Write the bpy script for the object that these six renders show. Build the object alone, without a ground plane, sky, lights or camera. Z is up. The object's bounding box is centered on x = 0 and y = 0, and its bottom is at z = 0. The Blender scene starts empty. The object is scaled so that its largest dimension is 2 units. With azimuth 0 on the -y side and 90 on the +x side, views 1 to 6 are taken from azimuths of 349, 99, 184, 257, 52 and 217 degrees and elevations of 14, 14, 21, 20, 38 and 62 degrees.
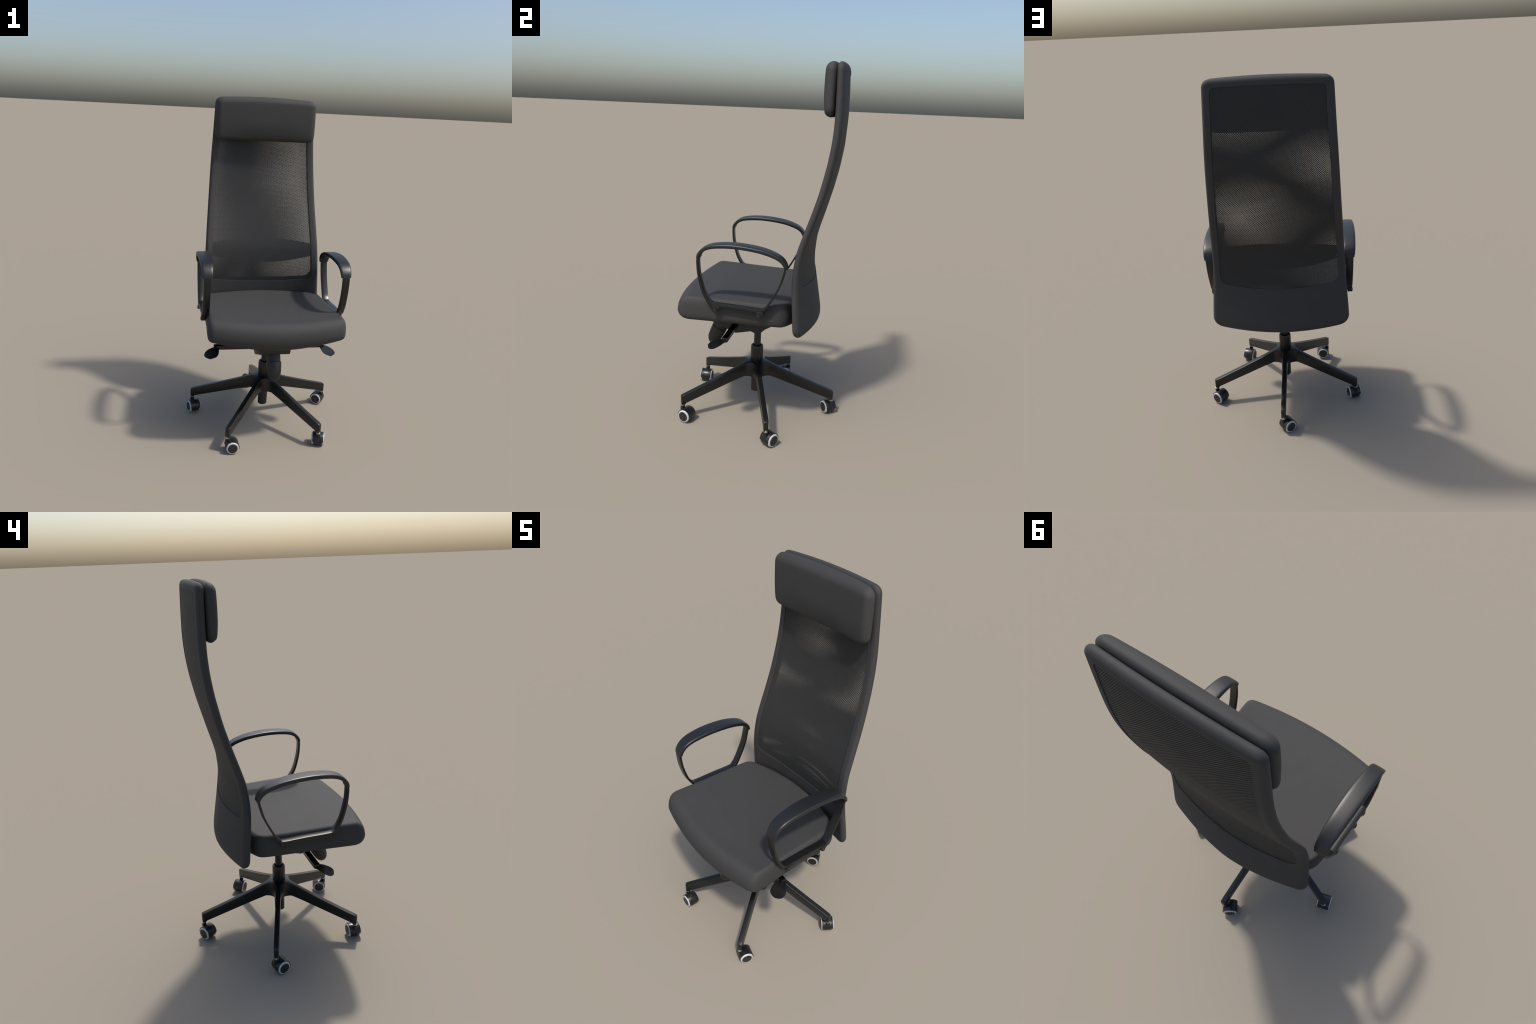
import bpy, bmesh, math
import numpy as np
from mathutils import Vector, Matrix

# =====================================================================
# helpers
# =====================================================================
def link(obj, parent=None):
    bpy.context.scene.collection.objects.link(obj)
    if parent is not None:
        obj.parent = parent
    return obj

def mesh_obj(name, verts, faces, mat, parent=None, smooth_angle=40, mods=None):
    me = bpy.data.meshes.new(name)
    me.from_pydata([tuple(map(float, v)) for v in verts], [], [tuple(f) for f in faces])
    me.validate()
    bm = bmesh.new(); bm.from_mesh(me)
    bmesh.ops.remove_doubles(bm, verts=bm.verts, dist=1e-5)
    bmesh.ops.recalc_face_normals(bm, faces=bm.faces)
    bm.to_mesh(me); bm.free()
    me.materials.append(mat)
    ob = link(bpy.data.objects.new(name, me), parent)
    if mods:
        for m in mods: m(ob)
        bake(ob)
    me = ob.data
    for p in me.polygons: p.use_smooth = True
    if smooth_angle is not None:
        me.set_sharp_from_angle(angle=math.radians(smooth_angle))
    return ob

def bake(ob):
    dg = bpy.context.evaluated_depsgraph_get()
    dg.update()
    me = bpy.data.meshes.new_from_object(ob.evaluated_get(dg))
    ob.modifiers.clear()
    old = ob.data
    ob.data = me
    bpy.data.meshes.remove(old)

def bevel(width, seg=3, angle=35):
    def f(ob):
        m = ob.modifiers.new('bevel', 'BEVEL'); m.width = width; m.segments = seg
        m.limit_method = 'ANGLE'; m.angle_limit = math.radians(angle)
        m.harden_normals = False
    return f

def solidify(th, offset=-1):
    def f(ob):
        m = ob.modifiers.new('solid', 'SOLIDIFY'); m.thickness = th; m.offset = offset
        m.use_even_offset = False
    return f

def subsurf(n):
    def f(ob):
        m = ob.modifiers.new('sub', 'SUBSURF'); m.levels = n; m.render_levels = n
    return f

def curve(zs, vs, sigma=0.018, lo=None, hi=None):
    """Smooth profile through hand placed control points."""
    zs = np.array(zs, float); vs = np.array(vs, float)
    o = np.argsort(zs); zs, vs = zs[o], vs[o]
    g = np.linspace(zs[0] - .15, zs[-1] + .15, 1400)
    # straight run-out at both ends
    y = np.interp(g, zs, vs)
    s0 = (vs[1] - vs[0]) / (zs[1] - zs[0]); s1 = (vs[-1] - vs[-2]) / (zs[-1] - zs[-2])
    y = np.where(g < zs[0], vs[0] + s0 * (g - zs[0]), y)
    y = np.where(g > zs[-1], vs[-1] + s1 * (g - zs[-1]), y)
    dz = g[1] - g[0]; k = np.arange(-int(4 * sigma / dz), int(4 * sigma / dz) + 1) * dz
    w = np.exp(-.5 * (k / sigma) ** 2); w /= w.sum()
    ys = np.convolve(np.pad(y, len(k) // 2, mode='edge'), w, mode='valid')
    return lambda t: np.interp(t, g, ys)

def lathe(profile, seg=48, axis='z', close=False):
    """profile: list of (r, h). returns verts, faces around the given axis."""
    V, F = [], []
    n = len(profile)
    for i in range(seg):
        a = 2 * math.pi * i / seg
        for r, h in profile:
            x, y = r * math.cos(a), r * math.sin(a)
            V.append((x, y, h) if axis == 'z' else (h, x, y))
    for i in range(seg):
        j = (i + 1) % seg
        for k in range(n - 1 if not close else n):
            l = (k + 1) % n
            F.append((i * n + k, j * n + k, j * n + l, i * n + l))
    if not close:
        if profile[0][0] > 1e-5: F.append(tuple(i * n for i in range(seg)))
        if profile[-1][0] > 1e-5: F.append(tuple(i * n + n - 1 for i in range(seg)))
    return V, F

def extrude_x(poly, x0, x1):
    """poly in (y,z) extruded along x."""
    n = len(poly)
    V = [(x0, y, z) for y, z in poly] + [(x1, y, z) for y, z in poly]
    F = [tuple(range(n)), tuple(range(n, 2 * n))]
    for i in range(n):
        j = (i + 1) % n
        F.append((i, j, n + j, n + i))
    return V, F

def smooth_path(pts, n, iters=2):
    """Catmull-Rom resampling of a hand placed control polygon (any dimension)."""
    P = [np.array(p, float) for p in pts]
    P = [2 * P[0] - P[1]] + P + [2 * P[-1] - P[-2]]
    out = []
    for i in range(1, len(P) - 2):
        for k in range(n):
            t = k / n
            a, b, c, d = P[i - 1], P[i], P[i + 1], P[i + 2]
            out.append(.5 * ((2 * b) + (-a + c) * t + (2 * a - 5 * b + 4 * c - d) * t * t + (-a + 3 * b - 3 * c + d) * t ** 3))
    out.append(P[-2])
    return np.array(out)

# =====================================================================
# materials
# =====================================================================
def material(name, color, rough, spec=.5, metallic=0., sheen=0., mottling=.0, grain_scale=900., bump=.0, weave=False, coat=0.):
    m = bpy.data.materials.new(name); m.use_nodes = True
    nt = m.node_tree; N = nt.nodes; L = nt.links
    b = N['Principled BSDF']
    b.inputs['Roughness'].default_value = rough
    b.inputs['Metallic'].default_value = metallic
    b.inputs['Specular IOR Level'].default_value = spec
    b.inputs['Sheen Weight'].default_value = sheen
    b.inputs['Sheen Roughness'].default_value = .5
    b.inputs['Coat Weight'].default_value = coat
    tc = N.new('ShaderNodeTexCoord')
    n1 = N.new('ShaderNodeTexNoise'); n1.inputs['Scale'].default_value = 9; n1.inputs['Detail'].default_value = 4
    n2 = N.new('ShaderNodeTexNoise'); n2.inputs['Scale'].default_value = grain_scale; n2.inputs['Detail'].default_value = 2
    L.new(tc.outputs['Object'], n1.inputs['Vector']); L.new(tc.outputs['Object'], n2.inputs['Vector'])
    mx = N.new('ShaderNodeMath'); mx.operation = 'ADD'
    L.new(n1.outputs['Fac'], mx.inputs[0]); L.new(n2.outputs['Fac'], mx.inputs[1])
    ramp = N.new('ShaderNodeMapRange')
    ramp.inputs['From Min'].default_value = .6; ramp.inputs['From Max'].default_value = 1.4
    L.new(mx.outputs[0], ramp.inputs['Value'])
    mix = N.new('ShaderNodeMix'); mix.data_type = 'RGBA'
    lo = tuple(c * (1 - mottling) for c in color) + (1,); hi = tuple(c * (1 + mottling) for c in color) + (1,)
    mix.inputs['A'].default_value = lo; mix.inputs['B'].default_value = hi
    L.new(ramp.outputs['Result'], mix.inputs['Factor'])
    L.new(mix.outputs['Result'], b.inputs['Base Color'])
    if bump > 0:
        bp = N.new('ShaderNodeBump'); bp.inputs['Strength'].default_value = bump; bp.inputs['Distance'].default_value = .001
        if weave:
            wv = []
            for d in ('X', 'Z'):
                w = N.new('ShaderNodeTexWave'); w.bands_direction = d
                w.inputs['Scale'].default_value = 220; w.inputs['Distortion'].default_value = .6
                L.new(tc.outputs['Object'], w.inputs['Vector']); wv.append(w)
            add = N.new('ShaderNodeMath'); add.operation = 'ADD'
            L.new(wv[0].outputs['Fac'], add.inputs[0]); L.new(wv[1].outputs['Fac'], add.inputs[1])
            add2 = N.new('ShaderNodeMath'); add2.operation = 'ADD'
            L.new(add.outputs[0], add2.inputs[0]); L.new(n2.outputs['Fac'], add2.inputs[1])
            L.new(add2.outputs[0], bp.inputs['Height'])
        else:
            L.new(n2.outputs['Fac'], bp.inputs['Height'])
        L.new(bp.outputs['Normal'], b.inputs['Normal'])
    return m

FABRIC = material('dark_grey_fabric', (.0345, .0342, .034), .76, spec=.42, sheen=.0, mottling=.07, bump=.12, weave=True)
NET = material('black_net_fabric', (.028, .0285, .0285), .65, spec=.4, mottling=.10, bump=.1)
PLASTIC = material('black_plastic', (.009, .009, .009), .33, spec=.5, mottling=.06, grain_scale=1400, bump=.05)
PAD = material('armrest_pad_plastic', (.011, .0115, .012), .40, spec=.5, mottling=.05, grain_scale=1400, bump=.04)
STEEL = material('black_painted_steel', (.0065, .0065, .0062), .34, spec=.5, mottling=.06, grain_scale=1200, bump=.03)
DULL = material('charcoal_moulded_plastic', (.018, .0175, .017), .5, spec=.45, mottling=.08, grain_scale=1000, bump=.06)
LEVER = material('deep_black_plastic', (.004, .004, .0045), .33, spec=.5, mottling=.05)
TYRE = material('pale_grey_rubber', (.46, .46, .48), .36, spec=.5, mottling=.03, bump=.03)
CAP = material('wheel_cap_plastic', (.017, .0165, .016), .5, spec=.45, mottling=.05)
CHROME = material('bright_metal', (.55, .55, .55), .28, metallic=1., mottling=.03)

# =====================================================================
# the chair
# =====================================================================
chair = link(bpy.data.objects.new('office_chair', None))
chair.location = (.0035, -.001, 0)
chair['label'] = 'tall dark grey swivel chair with net back and casters'
chair['category'] = 'office chair'

CX, CY = 0.0, -0.036          # column axis

# ------------------------------------------------------------------ backrest
Z_TOP, Z_BOT = 1.984, .606
half_w = curve([.59, .64, .7, .9, 1.15, 1.38, 1.55, 1.76, 1.95], [.393, .391, .388, .373, .360, .346, .337, .325, .316], .03)
y_front = curve([.56, .636, .69, .79, .9, .97, 1.06, 1.15, 1.25, 1.35, 1.4, 1.5, 1.6, 1.68, 1.73, 1.85, 1.985],
                [.214, .210, .206, .197, .190, .193, .206, .234, .267, .297, .309, .331, .346, .352, .353, .351, .347], .02)
y_rear = curve([.55, .57, .60, .62, .65, .77, .88, .96, 1.03, 1.07, 1.12, 1.22, 1.35, 1.46, 1.58, 1.75, 1.87, 1.985],
               [.258, .276, .302, .315, .323, .298, .274, .269, .273, .277, .288, .317, .352, .376, .394, .403, .401, .394], .012)
conc = curve([.56, .75, .88, 1.0, 1.1, 1.2, 1.3, 1.45, 1.6, 1.99], [.05, .05, .046, .040, .035, .030, .024, .016, .012, .010], .05)
CONC = .010
shape = curve([.56, .9, 1.02, 1.15, 1.99], [1.7, 1.8, 1.95, 2.0, 2.0], .04)
EDGE = .034                    # depth of the side strip

def w_out(z):
    """outline half width incl. rounded top and bottom corners"""
    w = half_w(z)
    rt, rb = .034, .055
    dt = np.clip(Z_TOP - z, 0, rt); db = np.clip(z - Z_BOT, 0, rb)
    w = w - (rt - np.sqrt(np.maximum(rt ** 2 - (rt - dt) ** 2, 0))) - (rb - np.sqrt(np.maximum(rb ** 2 - (rb - db) ** 2, 0)))
    return w

def z_shift(x, z):
    """crown of the top edge and sag of the bottom edge"""
    u = 1 - np.clip(np.abs(x) / .36, 0, 1) ** 2
    kt = np.clip((z - 1.7) / .28, 0, 1) ** 2
    kb = np.clip((.9 - z) / .3, 0, 1) ** 2
    return z + .012 * u * kt - .026 * u * kb

def YF(x, z):
    return y_front(z) + conc(z) * (1 - np.clip(np.abs(x) / half_w(z), 0, 1) ** 2)
def YR(x, z):
    u = np.clip(np.abs(x) / half_w(z), 0, 1)
    base = y_front(z) + EDGE
    return base + (y_rear(z) - base) * (1 - u ** shape(z))

def rounding(d, r, n=2.0):
    t = np.clip(d / r, 0, 1)
    return (1 - (1 - t) ** n) ** (1 / n)

OPEN_F = dict(inset=.040, zb=.858, zt=1.948, r=.03, sag=.024)
OPEN_R = dict(inset=.040, zb=.872, zt=1.948, r=.045, sag=.026)

def x_open(z, o):
    w = half_w(z) - o['inset']
    r = o['r']; rt = .018
    db = np.clip(z - o['zb'], 0, r); dt = np.clip(o['zt'] - z, 0, rt)
    return w - (r - np.sqrt(np.maximum(r * r - (r - db) ** 2, 0))) - (rt - np.sqrt(np.maximum(rt * rt - (rt - dt) ** 2, 0)))
def open_shift(x, z, o):
    u = 1 - np.clip(np.abs(x) / .33, 0, 1) ** 2
    k = np.clip((1.05 - z) / .19, 0, 1) ** 2
    return -o['sag'] * u * k

def cosspace(a, b, n, both=True):
    t = np.linspace(0, 1, n)
    t = .5 - .5 * np.cos(math.pi * t) if both else 1 - np.cos(math.pi / 2 * t)
    return a + (b - a) * t

def back_rows():
    zf, zr, zt = OPEN_F['zb'], OPEN_R['zb'], OPEN_F['zt']
    parts = [cosspace(Z_BOT, Z_BOT + .06, 12, False), np.linspace(Z_BOT + .06, zf, 18),
             cosspace(zf, zf + OPEN_F['r'], 9, False), zr + np.array([0, .0007, .002, .004, .007, .0105]), np.linspace(zf + OPEN_F['r'], zr + OPEN_R['r'], 7),
             np.linspace(zr + OPEN_R['r'], zt - .02, 66), zt - cosspace(0, .02, 6, False), Z_TOP - cosspace(0, Z_TOP - zt, 12, False)]
    z = np.unique(np.round(np.concatenate(parts), 6))
    return z

def back_face(front, o, zs):
    ib = int(np.argmin(np.abs(zs - o['zb']))); it = int(np.argmin(np.abs(zs - o['zt'])))
    inner = np.linspace(-1, 1, 41)
    strip = np.sin(np.linspace(0, math.pi / 2, 12))[1:]
    V = []; idx = {}
    ncol = len(strip) * 2 + len(inner)
    for i, z0 in enumerate(zs):
        zo = np.clip(z0, o['zb'], o['zt'])
        wo = min(x_open(zo, o), w_out(z0) - .004)
        W = w_out(z0)
        if z0 < o['zb']:                      # both skins share their bottom rim
            k = (z0 - Z_BOT) / (o['zb'] - Z_BOT)
            wo = k * wo + (1 - k) * (w_out(Z_BOT) - .02)
        xs = np.concatenate([-(wo + (W - wo) * strip)[::-1], inner * wo, wo + (W - wo) * strip])
        for x in xs:
            zs_ = z0 + float(open_shift(x, z0, o) if o['zb'] - .001 <= z0 else open_shift(x, o['zb'], o) * (z0 - Z_BOT) / (o['zb'] - Z_BOT))
            z = z_shift(x, zs_)
            ex = rounding(W - abs(x), .021)
            ez = rounding(Z_TOP - z0, .024) * rounding(z0 - Z_BOT, .026)
            e = ex * ez
            ym = min(YF(x, zs_) + .5 * EDGE, .5 * (YF(x, zs_) + YR(x, zs_)))
            if front: y = ym + (YF(x, zs_) - ym) * e
            else:     y = ym + (YR(x, zs_) - ym) * e
            V.append((x, y, z))
    F = []
    c0, c1 = len(strip), len(strip) + len(inner) - 1
    for i in range(len(zs) - 1):
        for j in range(ncol - 1):
            if ib <= i < it and c0 <= j < c1: continue
            a = i * ncol + j
            F.append((a, a + 1, a + ncol + 1, a + ncol))
    return V, F

V1, F1 = back_face(True, OPEN_F, back_rows())
V2, F2 = back_face(False, OPEN_R, back_rows())
off = len(V1)
back = mesh_obj('backrest', V1 + V2, F1 + [tuple(k + off for k in f) for f in F2], FABRIC, chair, 60, [solidify(.0045, 0)])

# ------------------------------------------------------------------ woven net panels (real holes)
def net_panel(name, surf, o, pitch, hole, thick, phase=(0, 0), margin=.010):
    px, pz = pitch
    keys = {}; P = []
    def vid(a, b):
        k = (a, b)
        if k not in keys:
            keys[k] = len(P); P.append((a * px / 2 + phase[0], b * pz / 2 + phase[1]))
        return keys[k]
    cells = []
    nx = int(.36 / (px / 2)) + 2
    b0, b1 = int((o['zb'] - .06 - phase[1]) / (pz / 2)), int((o['zt'] + .03 - phase[1]) / (pz / 2))
    aa, bb = np.meshgrid(np.arange(-nx, nx + 1), np.arange(b0, b1 + 1), indexing='ij')
    sel = ((aa + bb) % 2 == 0)
    aa, bb = aa[sel], bb[sel]
    X = aa * px / 2 + phase[0]; Z = bb * pz / 2 + phase[1]
    shift = np.array([open_shift(x, max(z, o['zb']), o) for x, z in zip(X, Z)])
    zz = Z - shift
    lim = x_open(np.clip(zz, o['zb'] + .002, o['zt'] - .002), o) + margin
    keep = (np.abs(X) < lim) & (zz > o['zb'] - margin) & (zz < o['zt'] + margin)
    H = []
    for a, b in zip(aa[keep], bb[keep]):
        a, b = int(a), int(b)
        o4 = [vid(a - 1, b), vid(a, b - 1), vid(a + 1, b), vid(a, b + 1)]
        cx, cz = a * px / 2 + phase[0], b * pz / 2 + phase[1]
        i4 = []
        for dx, dz in ((-1, 0), (0, -1), (1, 0), (0, 1)):
            i4.append(len(P)); P.append((cx + dx * px / 2 * hole, cz + dz * pz / 2 * hole))
        cells.append((o4, i4))
    P = np.array(P)
    x, z = P[:, 0], P[:, 1]
    y = surf(x, z)
    zr = z_shift(x, z)
    n = len(P)
    V = [(a, b, c) for a, b, c in zip(x, y - thick / 2, zr)] + [(a, b, c) for a, b, c in zip(x, y + thick / 2, zr)]
    F = []
    for o4, i4 in cells:
        for k in range(4):
            l = (k + 1) % 4
            F.append((o4[k], o4[l], i4[l], i4[k]))
            F.append((n + o4[l], n + o4[k], n + i4[k], n + i4[l]))
            F.append((i4[k], i4[l], n + i4[l], n + i4[k]))
    me = bpy.data.meshes.new(name)
    me.from_pydata(V, [], F); me.materials.append(NET)
    return link(bpy.data.objects.new(name, me), back)

net_panel('net_panel', lambda x, z: YF(x, z) + .001, OPEN_F, (.0087, .0105), .495, .0010)
net_panel('net_panel', lambda x, z: YR(x, z) - .001, OPEN_R, (.00867, .01058), .495, .0010, (.0046, .001))

# ------------------------------------------------------------------ lumbar support between the nets
V, F = [], []
nu, nv = 41, 9
for side in (0, 1):
    for i in range(nu):
        u = -1 + 2 * i / (nu - 1); x = .325 * u
        zt = 1.117 - .030 * u * u; zb = .958 + .050 * u * u
        for j in range(nv):
            t = j / (nv - 1); z = zb + (zt - zb) * t
            edge = min(1., 8 * min(t, 1 - t))
            y = YR(x, z) - .014 + (-.004 if side == 0 else .003) * (0.3 + .7 * edge)
            y = max(y, YF(x, z) + .006)
            V.append((x, y, z))
def grid_faces(nu, nv, off=0):
    return [(off + i * nv + j, off + (i + 1) * nv + j, off + (i + 1) * nv + j + 1, off + i * nv + j + 1) for i in range(nu - 1) for j in range(nv - 1)]
F = grid_faces(nu, nv) + grid_faces(nu, nv, nu * nv)
border = [i * nv for i in range(nu)] + [(nu - 1) * nv + j for j in range(1, nv)] + [i * nv + nv - 1 for i in range(nu - 2, -1, -1)] + [j for j in range(nv - 2, 0, -1)]
for a, b in zip(border, border[1:] + border[:1]): F.append((a, b, b + nu * nv, a + nu * nv))
mesh_obj('lumbar_support', V, F, NET, back, 50)

# ------------------------------------------------------------------ cushions (rounded pads)
def pad(name, outline, top, bottom, mid, mat, parent, n_x=60, n_y=60, expo=2.4):
    """closed pad.  outline(u,v)->(x, y, d_side, d_front, d_rear); top/bottom(x,y) heights; rounded rim"""
    us = np.sin(np.linspace(-math.pi / 2, math.pi / 2, n_x)); us = np.sign(us) * np.abs(us)
    vs = .5 - .5 * np.cos(np.linspace(0, math.pi, n_y))
    V, F = [], []
    for side in (1, 0):
        for u in us:
            for v in vs:
                p, e, = outline(u, v)
                f = top if side else bottom
                m = mid(*p)
                V.append((*p, m + (f(*p) - m) * e))
    nu, nv = len(us), len(vs)
    F = grid_faces(nu, nv) + grid_faces(nu, nv, nu * nv)
    return V, F

# seat ---------------------------------------------------------------
seat_w = curve([-.46, -.38, -.30, -.20, -.06, .06, .15, .22], [.398, .399, .397, .390, .386, .384, .376, .366], .03)
def seat_outline(u, v):
    rc_f, rc_r = .045, .05
    yf0, yr0 = -.402, .155
    y0 = yf0 + (yr0 - yf0) * v
    w = float(seat_w(y0))
    db, df = min(max(y0 - yf0, 0), rc_f), min(max(yr0 - y0, 0), rc_r)
    w -= (rc_f - math.sqrt(max(rc_f ** 2 - (rc_f - db) ** 2, 0))) * .8 + (rc_r - math.sqrt(max(rc_r ** 2 - (rc_r - df) ** 2, 0)))
    x = u * w
    q = 1 - min(abs(x) / .40, 1) ** 2
    y = y0 - .052 * q * (1 - v) ** 1.5 + 0.092 * q * v ** 2
    yfe = yf0 - .052 * q; yre = yr0 + 0.092 * q
    e = rounding(w - abs(x), .030, 2.8) * rounding(y - yfe, .070, 2.2) * rounding(yre - y, .035, 2.6)
    return (x, y), float(e)
def seat_top(x, y):
    return .783 - .008 * (1 - (x / .4) ** 2) * (1 - min(abs(y + .1) / .32, 1) ** 2) - .008 * np.clip((y + .1) / .3, -1, 1) - .016 * (1 - (x / .4) ** 2) * np.clip((-.22 - y) / .2, 0, 1)
def seat_bottom(x, y):
    return .660 - .044 * (1 - min(abs(x) / .4, 1) ** 1.7)
V, F = pad('seat', seat_outline, seat_top, seat_bottom, lambda x, y: .695 + .01 * (x / .4) ** 2, FABRIC, chair, 72, 72)
seat = mesh_obj('seat_cushion', V, F, FABRIC, chair, 80)

# headrest ------------------------------------------------------------
def head_outline(u, v):
    zb, zt, r = 1.730, 1.988, .042
    z0 = zb + (zt - zb) * v
    w = .3165 + .0025 * math.sin(v * math.pi)
    for d in (z0 - zb, zt - z0):
        d = min(max(d, 0), r); w -= r - math.sqrt(max(r * r - (r - d) ** 2, 0))
    x = u * w
    q = 1 - (x / .32) ** 2
    z = z0 + .012 * q * v + .000 * q * (1 - v)
    e = rounding(w - abs(x), .034, 2.1) * rounding(z0 - zb, .024, 2.1) * rounding(zt - z0, .038, 2.1)
    return (x, z), float(e)
h_front = lambda x, z: .291 - .006 * (1 - (x / .32) ** 2) + .004 * abs((z - 1.86) / .13) ** 3 + .022 * np.clip((1.86 - z) / .13, 0, 1) ** 2 * (1 - .8 * (x / .32) ** 2)
h_rear = lambda x, z: .346 + CONC * (1 - (x / .32) ** 2)
V, F = pad('head', head_outline, h_front, h_rear, lambda x, z: .324 + CONC * (1 - (x / .32) ** 2), FABRIC, chair, 60, 50)
V = [(a, c, b) for a, b, c in V]
mesh_obj('headrest', V, F, FABRIC, chair, 80)

# ------------------------------------------------------------------ armrests
AX = .4005
loop = smooth_path([(-.268, 1.048), (-.281, 1.028), (-.2885, 1.006), (-.2895, .98), (-.283, .92), (-.262, .840), (-.237, .790), (-.219, .770), (-.190, .763),
                    (-.07, .758), (.042, .752), (.064, .762), (.090, .795), (.136, .885), (.157, .955), (.1630, .990), (.1575, 1.008), (.147, 1.024)], 8)
def ribbon(path, half_x, half_t, x0):
    """flat bar of rectangular section following a path in the (y,z) plane"""
    T = np.gradient(path, axis=0); T /= np.linalg.norm(T, axis=1)[:, None]
    Nn = np.stack([-T[:, 1], T[:, 0]], 1)
    V, F = [], []
    for i, (p, n) in enumerate(zip(path, Nn)):
        hx = half_x(i / (len(path) - 1)); ht = half_t(i / (len(path) - 1))
        for sx, sn in ((-1, -1), (1, -1), (1, 1), (-1, 1)):
            q = p + n * ht * sn
            V.append((x0 + sx * hx, q[0], q[1]))
    m = len(path)
    for i in range(m - 1):
        for k in range(4):
            l = (k + 1) % 4
            F.append((i * 4 + k, i * 4 + l, (i + 1) * 4 + l, (i + 1) * 4 + k))
    F += [(0, 1, 2, 3), tuple((m - 1) * 4 + k for k in range(4))]
    return V, F

pad_top = smooth_path([(-.2965, 1.020), (-.290, 1.043), (-.268, 1.070), (-.235, 1.089), (-.185, 1.100), (-.11, 1.105), (-.03, 1.101),
                       (.05, 1.089), (.115, 1.068), (.150, 1.046), (.168, 1.022), (.176, .998)], 6)
def arm_pad_mesh():
    T = np.gradient(pad_top, axis=0); T /= np.linalg.norm(T, axis=1)[:, None]
    Nn = np.stack([-T[:, 1], T[:, 0]], 1)       # points up (path runs towards +y)
    V, F = [], []
    m = len(pad_top)
    # section: convex top, rounded sides, flat underside
    sec = [(-1, -.42), (-.985, -.25), (-.92, -.10), (-.76, -.03), (-.45, -.005), (0, 0), (.45, -.005), (.76, -.03), (.92, -.10), (.985, -.25), (1, -.42),
           (.985, -.80), (.93, -1.0), (.5, -1.0), (0, -1.0), (-.5, -1.0), (-.93, -1.0), (-.985, -.80)]
    ns = len(sec)
    s = np.concatenate([[0], np.cumsum(np.linalg.norm(np.diff(pad_top, axis=0), axis=1))]); s /= s[-1]
    for i in range(m):
        t = s[i]
        hw = .0285 + .0125 * math.sin(math.pi * min(max(t, 0), 1)) ** .8 - .0015 * (t > .97)
        th = .021 - .006 * abs(2 * t - 1) ** 4
        for a, b in sec:
            q = pad_top[i] + Nn[i] * (b * th)
            V.append((AX + a * hw - .001, q[0], q[1] - .0105))
    for i in range(m - 1):
        for k in range(ns):
            l = (k + 1) % ns
            F.append((i * ns + k, i * ns + l, (i + 1) * ns + l, (i + 1) * ns + k))
    F += [tuple(range(ns)), tuple((m - 1) * ns + k for k in range(ns))]
    return V, F

for sgn in (1, -1):
    flip = lambda vs: [(sgn * a, b, c) for a, b, c in vs]
    V, F = ribbon(loop, lambda t: .0215 - .002 * math.sin(math.pi * t), lambda t: .0052 - .0012 * t + .0022 * math.sin(math.pi * t) ** 4, AX)
    arm = mesh_obj('armrest', flip(V), F, STEEL, chair, 40, [bevel(.0022, 2, 50)])
    V, F = arm_pad_mesh()
    mesh_obj('arm_pad', flip(V), F, PAD, arm, 50)
    for by, bz in ((-.192, .738), (.037, .727)):
        # lug hanging from the bar, with a screw
        pts = [(by + .0135 * math.cos(a), bz + .0135 * math.sin(a)) for a in np.linspace(math.pi, 2 * math.pi, 15)]
        pts += [(by + .026, bz + .012), (by + .024, bz + .022), (by - .0135, bz + .024)]
        V, F = extrude_x(pts, .394, .4215)
        mesh_obj('bracket', flip(V), F, STEEL, arm, 40, [bevel(.0015, 2, 40)])
        V, F = lathe([(.0025, .4225), (.0030, .4245), (.0085, .4245), (.0092, .4235), (.0092, .415)], 24, 'x')
        V = [(a, by + b, bz + c) for a, b, c in V]
        mesh_obj('screw', flip(V), F, DULL, arm, 40)
        V, F = lathe([(.0052, .35), (.0052, .396)], 16, 'x')
        V = [(a, by + b, bz + .004 + c) for a, b, c in V]
        mesh_obj('mounting_pin', flip(V), F, STEEL, arm, 40)

# ------------------------------------------------------------------ tilt mechanism, knob, levers
poly = [(-.310, .64), (-.308, .566), (-.300, .548), (-.165, .492), (-.150, .488), (-.060, .508), (-.045, .500), (-.018, .500), (.000, .506),
        (.022, .527), (.056, .547), (.10, .60), (.10, .64)]
V, F = extrude_x(poly, -.088, .096)
mech = mesh_obj('tilt_mechanism', V, F, DULL, chair, 35, [bevel(.006, 3, 25)])
poly = [(-.318, .64), (-.316, .585), (-.290, .570), (.05, .556), (.125, .60), (.13, .64)]
V, F = extrude_x(poly, -.106, .118)
mesh_obj('mounting_plate', V, F, DULL, mech, 35, [bevel(.005, 3, 25)])

prof = [(0, -.112), (.012, -.1105), (.022, -.106), (.030, -.096), (.0365, -.078), (.041, -.055), (.0435, -.030), (.0445, -.006), (.0445, .004), (.0405, .0055), (.0400, .075)]
V, F = lathe(prof, 40)
ax = Vector((0, -.43, -.90)).normalized()
R = Vector((0, 0, -1)).rotation_difference(ax).to_matrix()
ko = Vector((.008, -.266, .482))
V = [tuple(R @ Vector(v) + ko) for v in V]
knob = mesh_obj('tension_knob', V, F, DULL, mech, 40)
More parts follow.
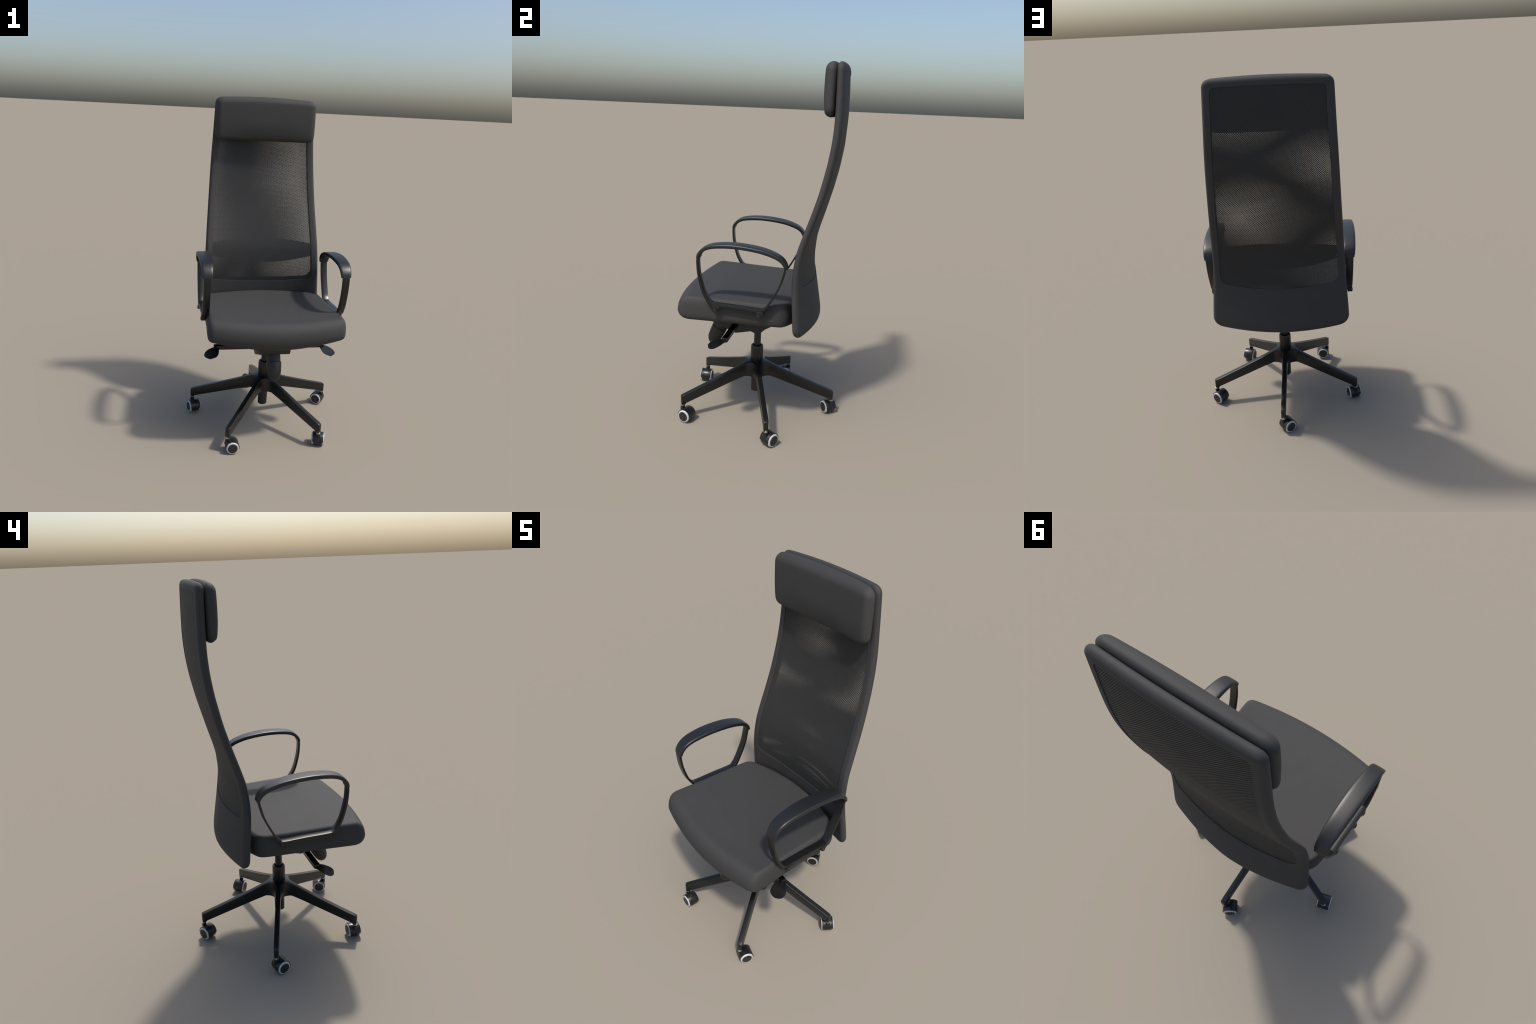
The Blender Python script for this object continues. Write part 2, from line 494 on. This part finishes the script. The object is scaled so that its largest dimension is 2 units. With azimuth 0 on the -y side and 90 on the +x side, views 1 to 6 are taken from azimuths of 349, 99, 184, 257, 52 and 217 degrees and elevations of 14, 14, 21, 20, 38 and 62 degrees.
# recessed grip panel on the front of the knob
V, F = [], []
nu, nv = 15, 17
for side in (0, 1):
    for i in range(nu):
        for j in range(nv):
            t = j / (nv - 1); h = .002 - .094 * t
            wdt = .72 * math.sqrt(max(1 - max((t - .35) / .65, 0) ** 2, 0.0004))
            a = -math.pi / 2 + (2 * i / (nu - 1) - 1) * wdt
            r = float(np.interp(-h, [-.006, .006, .030, .055, .078, .096, .106], [.0445, .0445, .0435, .041, .0365, .030, .022])) + (.0015 if side else -.002)
            V.append(tuple(R @ Vector((r * math.cos(a), r * math.sin(a), h)) + ko))
F = grid_faces(nu, nv) + grid_faces(nu, nv, nu * nv)
border = [i * nv for i in range(nu)] + [(nu - 1) * nv + j for j in range(1, nv)] + [i * nv + nv - 1 for i in range(nu - 2, -1, -1)] + [j for j in range(nv - 2, 0, -1)]
for a, b in zip(border, border[1:] + border[:1]): F.append((a, b, b + nu * nv, a + nu * nv))
mesh_obj('grip_panel', V, F, PLASTIC, mech, 40)

for sgn in (1, -1):
    # channel shaped lever arm running outwards
    V, F = [], []
    stations = [(.085, -.150, .538), (.20, -.152, .539), (.30, -.154, .540), (.336, -.156, .540)]
    sec = [(-.016, .013), (-.0125, .013), (-.0105, -.004), (.0105, -.004), (.0125, .013), (.016, .013), (.013, -.012), (-.013, -.012)]
    for x, y, z in stations:
        for a, b in sec: V.append((sgn * x, y + a, z + b))
    ns = len(sec)
    for i in range(len(stations) - 1):
        for k in range(ns):
            l = (k + 1) % ns
            F.append((i * ns + k, i * ns + l, (i + 1) * ns + l, (i + 1) * ns + k))
    F += [tuple(range(ns)), tuple((len(stations) - 1) * ns + k for k in range(ns))]
    lever = mesh_obj('lever', V, F, LEVER, mech, 30)
    # end stop
    V, F = [], []
    for x in (.327, .338):
        for a, b in ((-.0125, -.006), (.0125, -.006), (.014, .0105), (-.014, .0105)): V.append((sgn * x, -.156 + a, .5415 + b))
    F = [(0, 1, 2, 3), (4, 5, 6, 7)] + [(k, (k + 1) % 4, 4 + (k + 1) % 4, 4 + k) for k in range(4)]
    mesh_obj('end_stop', V, F, STEEL, mech, 30, [bevel(.002, 2)])
    # paddle: oval plate curving down and forwards
    V, F = [], []
    spine = smooth_path([(.322, -.147, .5335), (.336, -.166, .531), (.348, -.188, .524), (.358, -.212, .514), (.365, -.240, .505)], 10)
    m = len(spine); nw = 11
    for side in (0, 1):
        for i in range(m):
            t = i / (m - 1)
            hw = np.interp(t, [0, .12, .25, .4, .6, .75, .87, .94, .98, 1], [.017, .019, .025, .036, .042, .0425, .038, .030, .021, .012])
            for j in range(nw):
                s = -1 + 2 * j / (nw - 1)
                dx, dy = .94 * hw * s, .30 * hw * s
                zz = .003 * s * s + (0.004 * (1 - .6 * s * s) if side else -.004 * (1 - .6 * s * s))
                V.append((sgn * (spine[i][0] + dx), spine[i][1] + dy, spine[i][2] + zz - .10 * dx))
    F = grid_faces(m, nw) + grid_faces(m, nw, m * nw)
    border = [i * nw for i in range(m)] + [(m - 1) * nw + j for j in range(1, nw)] + [i * nw + nw - 1 for i in range(m - 2, -1, -1)] + [j for j in range(nw - 2, 0, -1)]
    for a, b in zip(border, border[1:] + border[:1]): F.append((a, b, b + m * nw, a + m * nw))
    mesh_obj('paddle', V, F, LEVER, mech, 50)

# ------------------------------------------------------------------ gas lift column
V, F = lathe([(.030, .27), (.0365, .285), (.0368, .375), (.0362, .386), (.0335, .3915), (.0265, .3915), (.0245, .388), (.0245, .372), (.016, .372)], 48)
col = mesh_obj('gas_lift', [(a + CX, b + CY, c) for a, b, c in V], F, STEEL, chair, 35)
V, F = lathe([(.0205, .33), (.0205, .515)], 36)
mesh_obj('piston', [(a + CX, b + CY, c) for a, b, c in V], F, STEEL, col, 35)
V, F = lathe([(.0, .099), (.024, .099), (.0275, .1015), (.0285, .106), (.0292, .24)], 40)
mesh_obj('lift_cylinder', [(a + CX, b + CY, c) for a, b, c in V], F, DULL, col, 35)

# ------------------------------------------------------------------ five star base
LEGW, RF, RT = .0135, .052, .470
s36, t36 = math.sin(math.radians(36)), math.tan(math.radians(36))
r_tan = (RF + LEGW) / t36
def base_top(r): return float(np.interp(r, [0, .06, .085, .12, .28, RT - .006, RT], [.304, .294, .2855, .2700, .2115, .1490, .1445]))
def base_bot(r): return float(np.interp(r, [0, .06, .085, .12, .444, .449, RT], [.206, .206, .2065, .1985, .1015, .0945, .0945]))
half = []                                  # leg outline (along, across), tip -> crotch
for r, c in ((RT, .0085), (RT - .0015, .0115), (RT - .006, LEGW * .93)): half.append((r, c))
for r in (.449, .444, .40, .30, .20, .15): half.append((r, LEGW))
fc = ((RF + LEGW) / s36)                   # fillet centre lies on the bisector
fcx, fcy = fc * math.cos(math.radians(36)), fc * math.sin(math.radians(36))
for k in range(0, 9):
    a = math.radians(-90) - math.radians(54) * k / 8
    half.append((fcx + RF * math.cos(a), fcy + RF * math.sin(a)))
V, F = [], []
n = len(half)
for leg in range(5):
    ang = math.radians(90 + 72 * leg)
    ca, sa = math.cos(ang), math.sin(ang)
    o = len(V)
    for side in (1, -1):
        for (a, c) in half:
            r = math.hypot(a, c)
            x, y = a * ca - side * c * sa, a * sa + side * c * ca
            V.append((CX + x, CY + y, base_top(r))); V.append((CX + x, CY + y, base_bot(r)))
    ix = lambda side, k, b: o + (0 if side > 0 else 2 * n) + 2 * k + b
    for k in range(n - 1):
        F.append((ix(1, k, 0), ix(1, k + 1, 0), ix(-1, k + 1, 0), ix(-1, k, 0)))
        F.append((ix(1, k, 1), ix(-1, k, 1), ix(-1, k + 1, 1), ix(1, k + 1, 1)))
        for sd in (1, -1):
            F.append((ix(sd, k, 0), ix(sd, k, 1), ix(sd, k + 1, 1), ix(sd, k + 1, 0)))
    F.append((ix(1, 0, 0), ix(-1, 0, 0), ix(-1, 0, 1), ix(1, 0, 1)))
    ct, cb = len(V), len(V) + 1
    V += [(CX, CY, base_top(0)), (CX, CY, base_bot(0))]
    F.append((ix(1, n - 1, 0), ct, ix(-1, n - 1, 0)))
    F.append((ix(1, n - 1, 1), cb, ix(-1, n - 1, 1)))
base = mesh_obj('star_base', V, F, STEEL, chair, 40, [bevel(.0042, 3, 50)])

# ------------------------------------------------------------------ casters
WR, TR, HW = .0368, .028, .0370      # wheel radius, trail, half width
def arc_shell(r0, r1, x0, x1, a0, a1, seg=40):
    V, F = [], []
    for i in range(seg + 1):
        a = a0 + (a1 - a0) * i / seg
        for r, x in ((r0, x0), (r1, x0), (r1, x1), (r0, x1)):
            V.append((x, TR + r * math.cos(a), WR + r * math.sin(a)))
    for i in range(seg):
        for k in range(4):
            l = (k + 1) % 4
            F.append((i * 4 + k, i * 4 + l, (i + 1) * 4 + l, (i + 1) * 4 + k))
    F += [(0, 1, 2, 3), tuple(seg * 4 + k for k in range(4))]
    return V, F

def caster_meshes():
    out = {}
    # hood: filled block between the wheels plus a thin mudguard reaching over them
    V, F = arc_shell(.001, .0400, -.0235, .0235, math.radians(-30), math.radians(222), 44)
    hood = mesh_obj('caster', V, F, PLASTIC, chair, 40, [bevel(.0016, 2, 45)])
    V, F = arc_shell(.0378, .0403, -.0315, .0315, math.radians(-6), math.radians(186), 44)
    guard = mesh_obj('mudguard', V, F, PLASTIC, hood, 40, [bevel(.0008, 2, 45)])
    V, F = lathe([(.0105, .050), (.0125, .060), (.0125, .086)], 28)
    stem = mesh_obj('stem', V, F, PLASTIC, hood, 40)
    V, F = lathe([(.0115, .0855), (.0128, .0865), (.0128, .0915), (.0100, .0925), (.0100, .099)], 28)
    collar = mesh_obj('collar', V, F, CHROME, hood, 40)
    kids = [guard, stem, collar]
    for sg in (1, -1):
        prof = [(.020, .0245), (.0345, .0245), (.0362, .0252), (.0368, .0270), (.0368, .0295), (.0360, .0330), (.0338, .0358), (.0315, .0370), (.0280, .0368), (.020, .0362)]
        V, F = lathe([(r, sg * h) for r, h in prof], 44, 'x', close=True)
        kids.append(mesh_obj('tyre', [(a, b + TR, c + WR) for a, b, c in V], F, TYRE, hood, 40))
        prof = [(.0, .0381), (.0255, .0381), (.0277, .0376), (.0283, .0366), (.0283, .030)]
        V, F = lathe([(r, sg * h) for r, h in prof], 44, 'x')
        kids.append(mesh_obj('wheel_cap', [(a, b + TR, c + WR) for a, b, c in V], F, CAP, hood, 40))
    return hood, kids

hood, kids = caster_meshes()
for leg in range(5):
    ang = math.radians(90 + 72 * leg)
    M = Matrix.Translation((CX + .4605 * math.cos(ang), CY + .4605 * math.sin(ang), 0)) @ Matrix.Rotation(ang + math.radians(36), 4, 'Z')
    if leg == 0:
        hood.matrix_basis = M
    else:
        h = link(hood.copy(), chair); h.matrix_basis = M
        for k in kids:
            link(k.copy(), h)
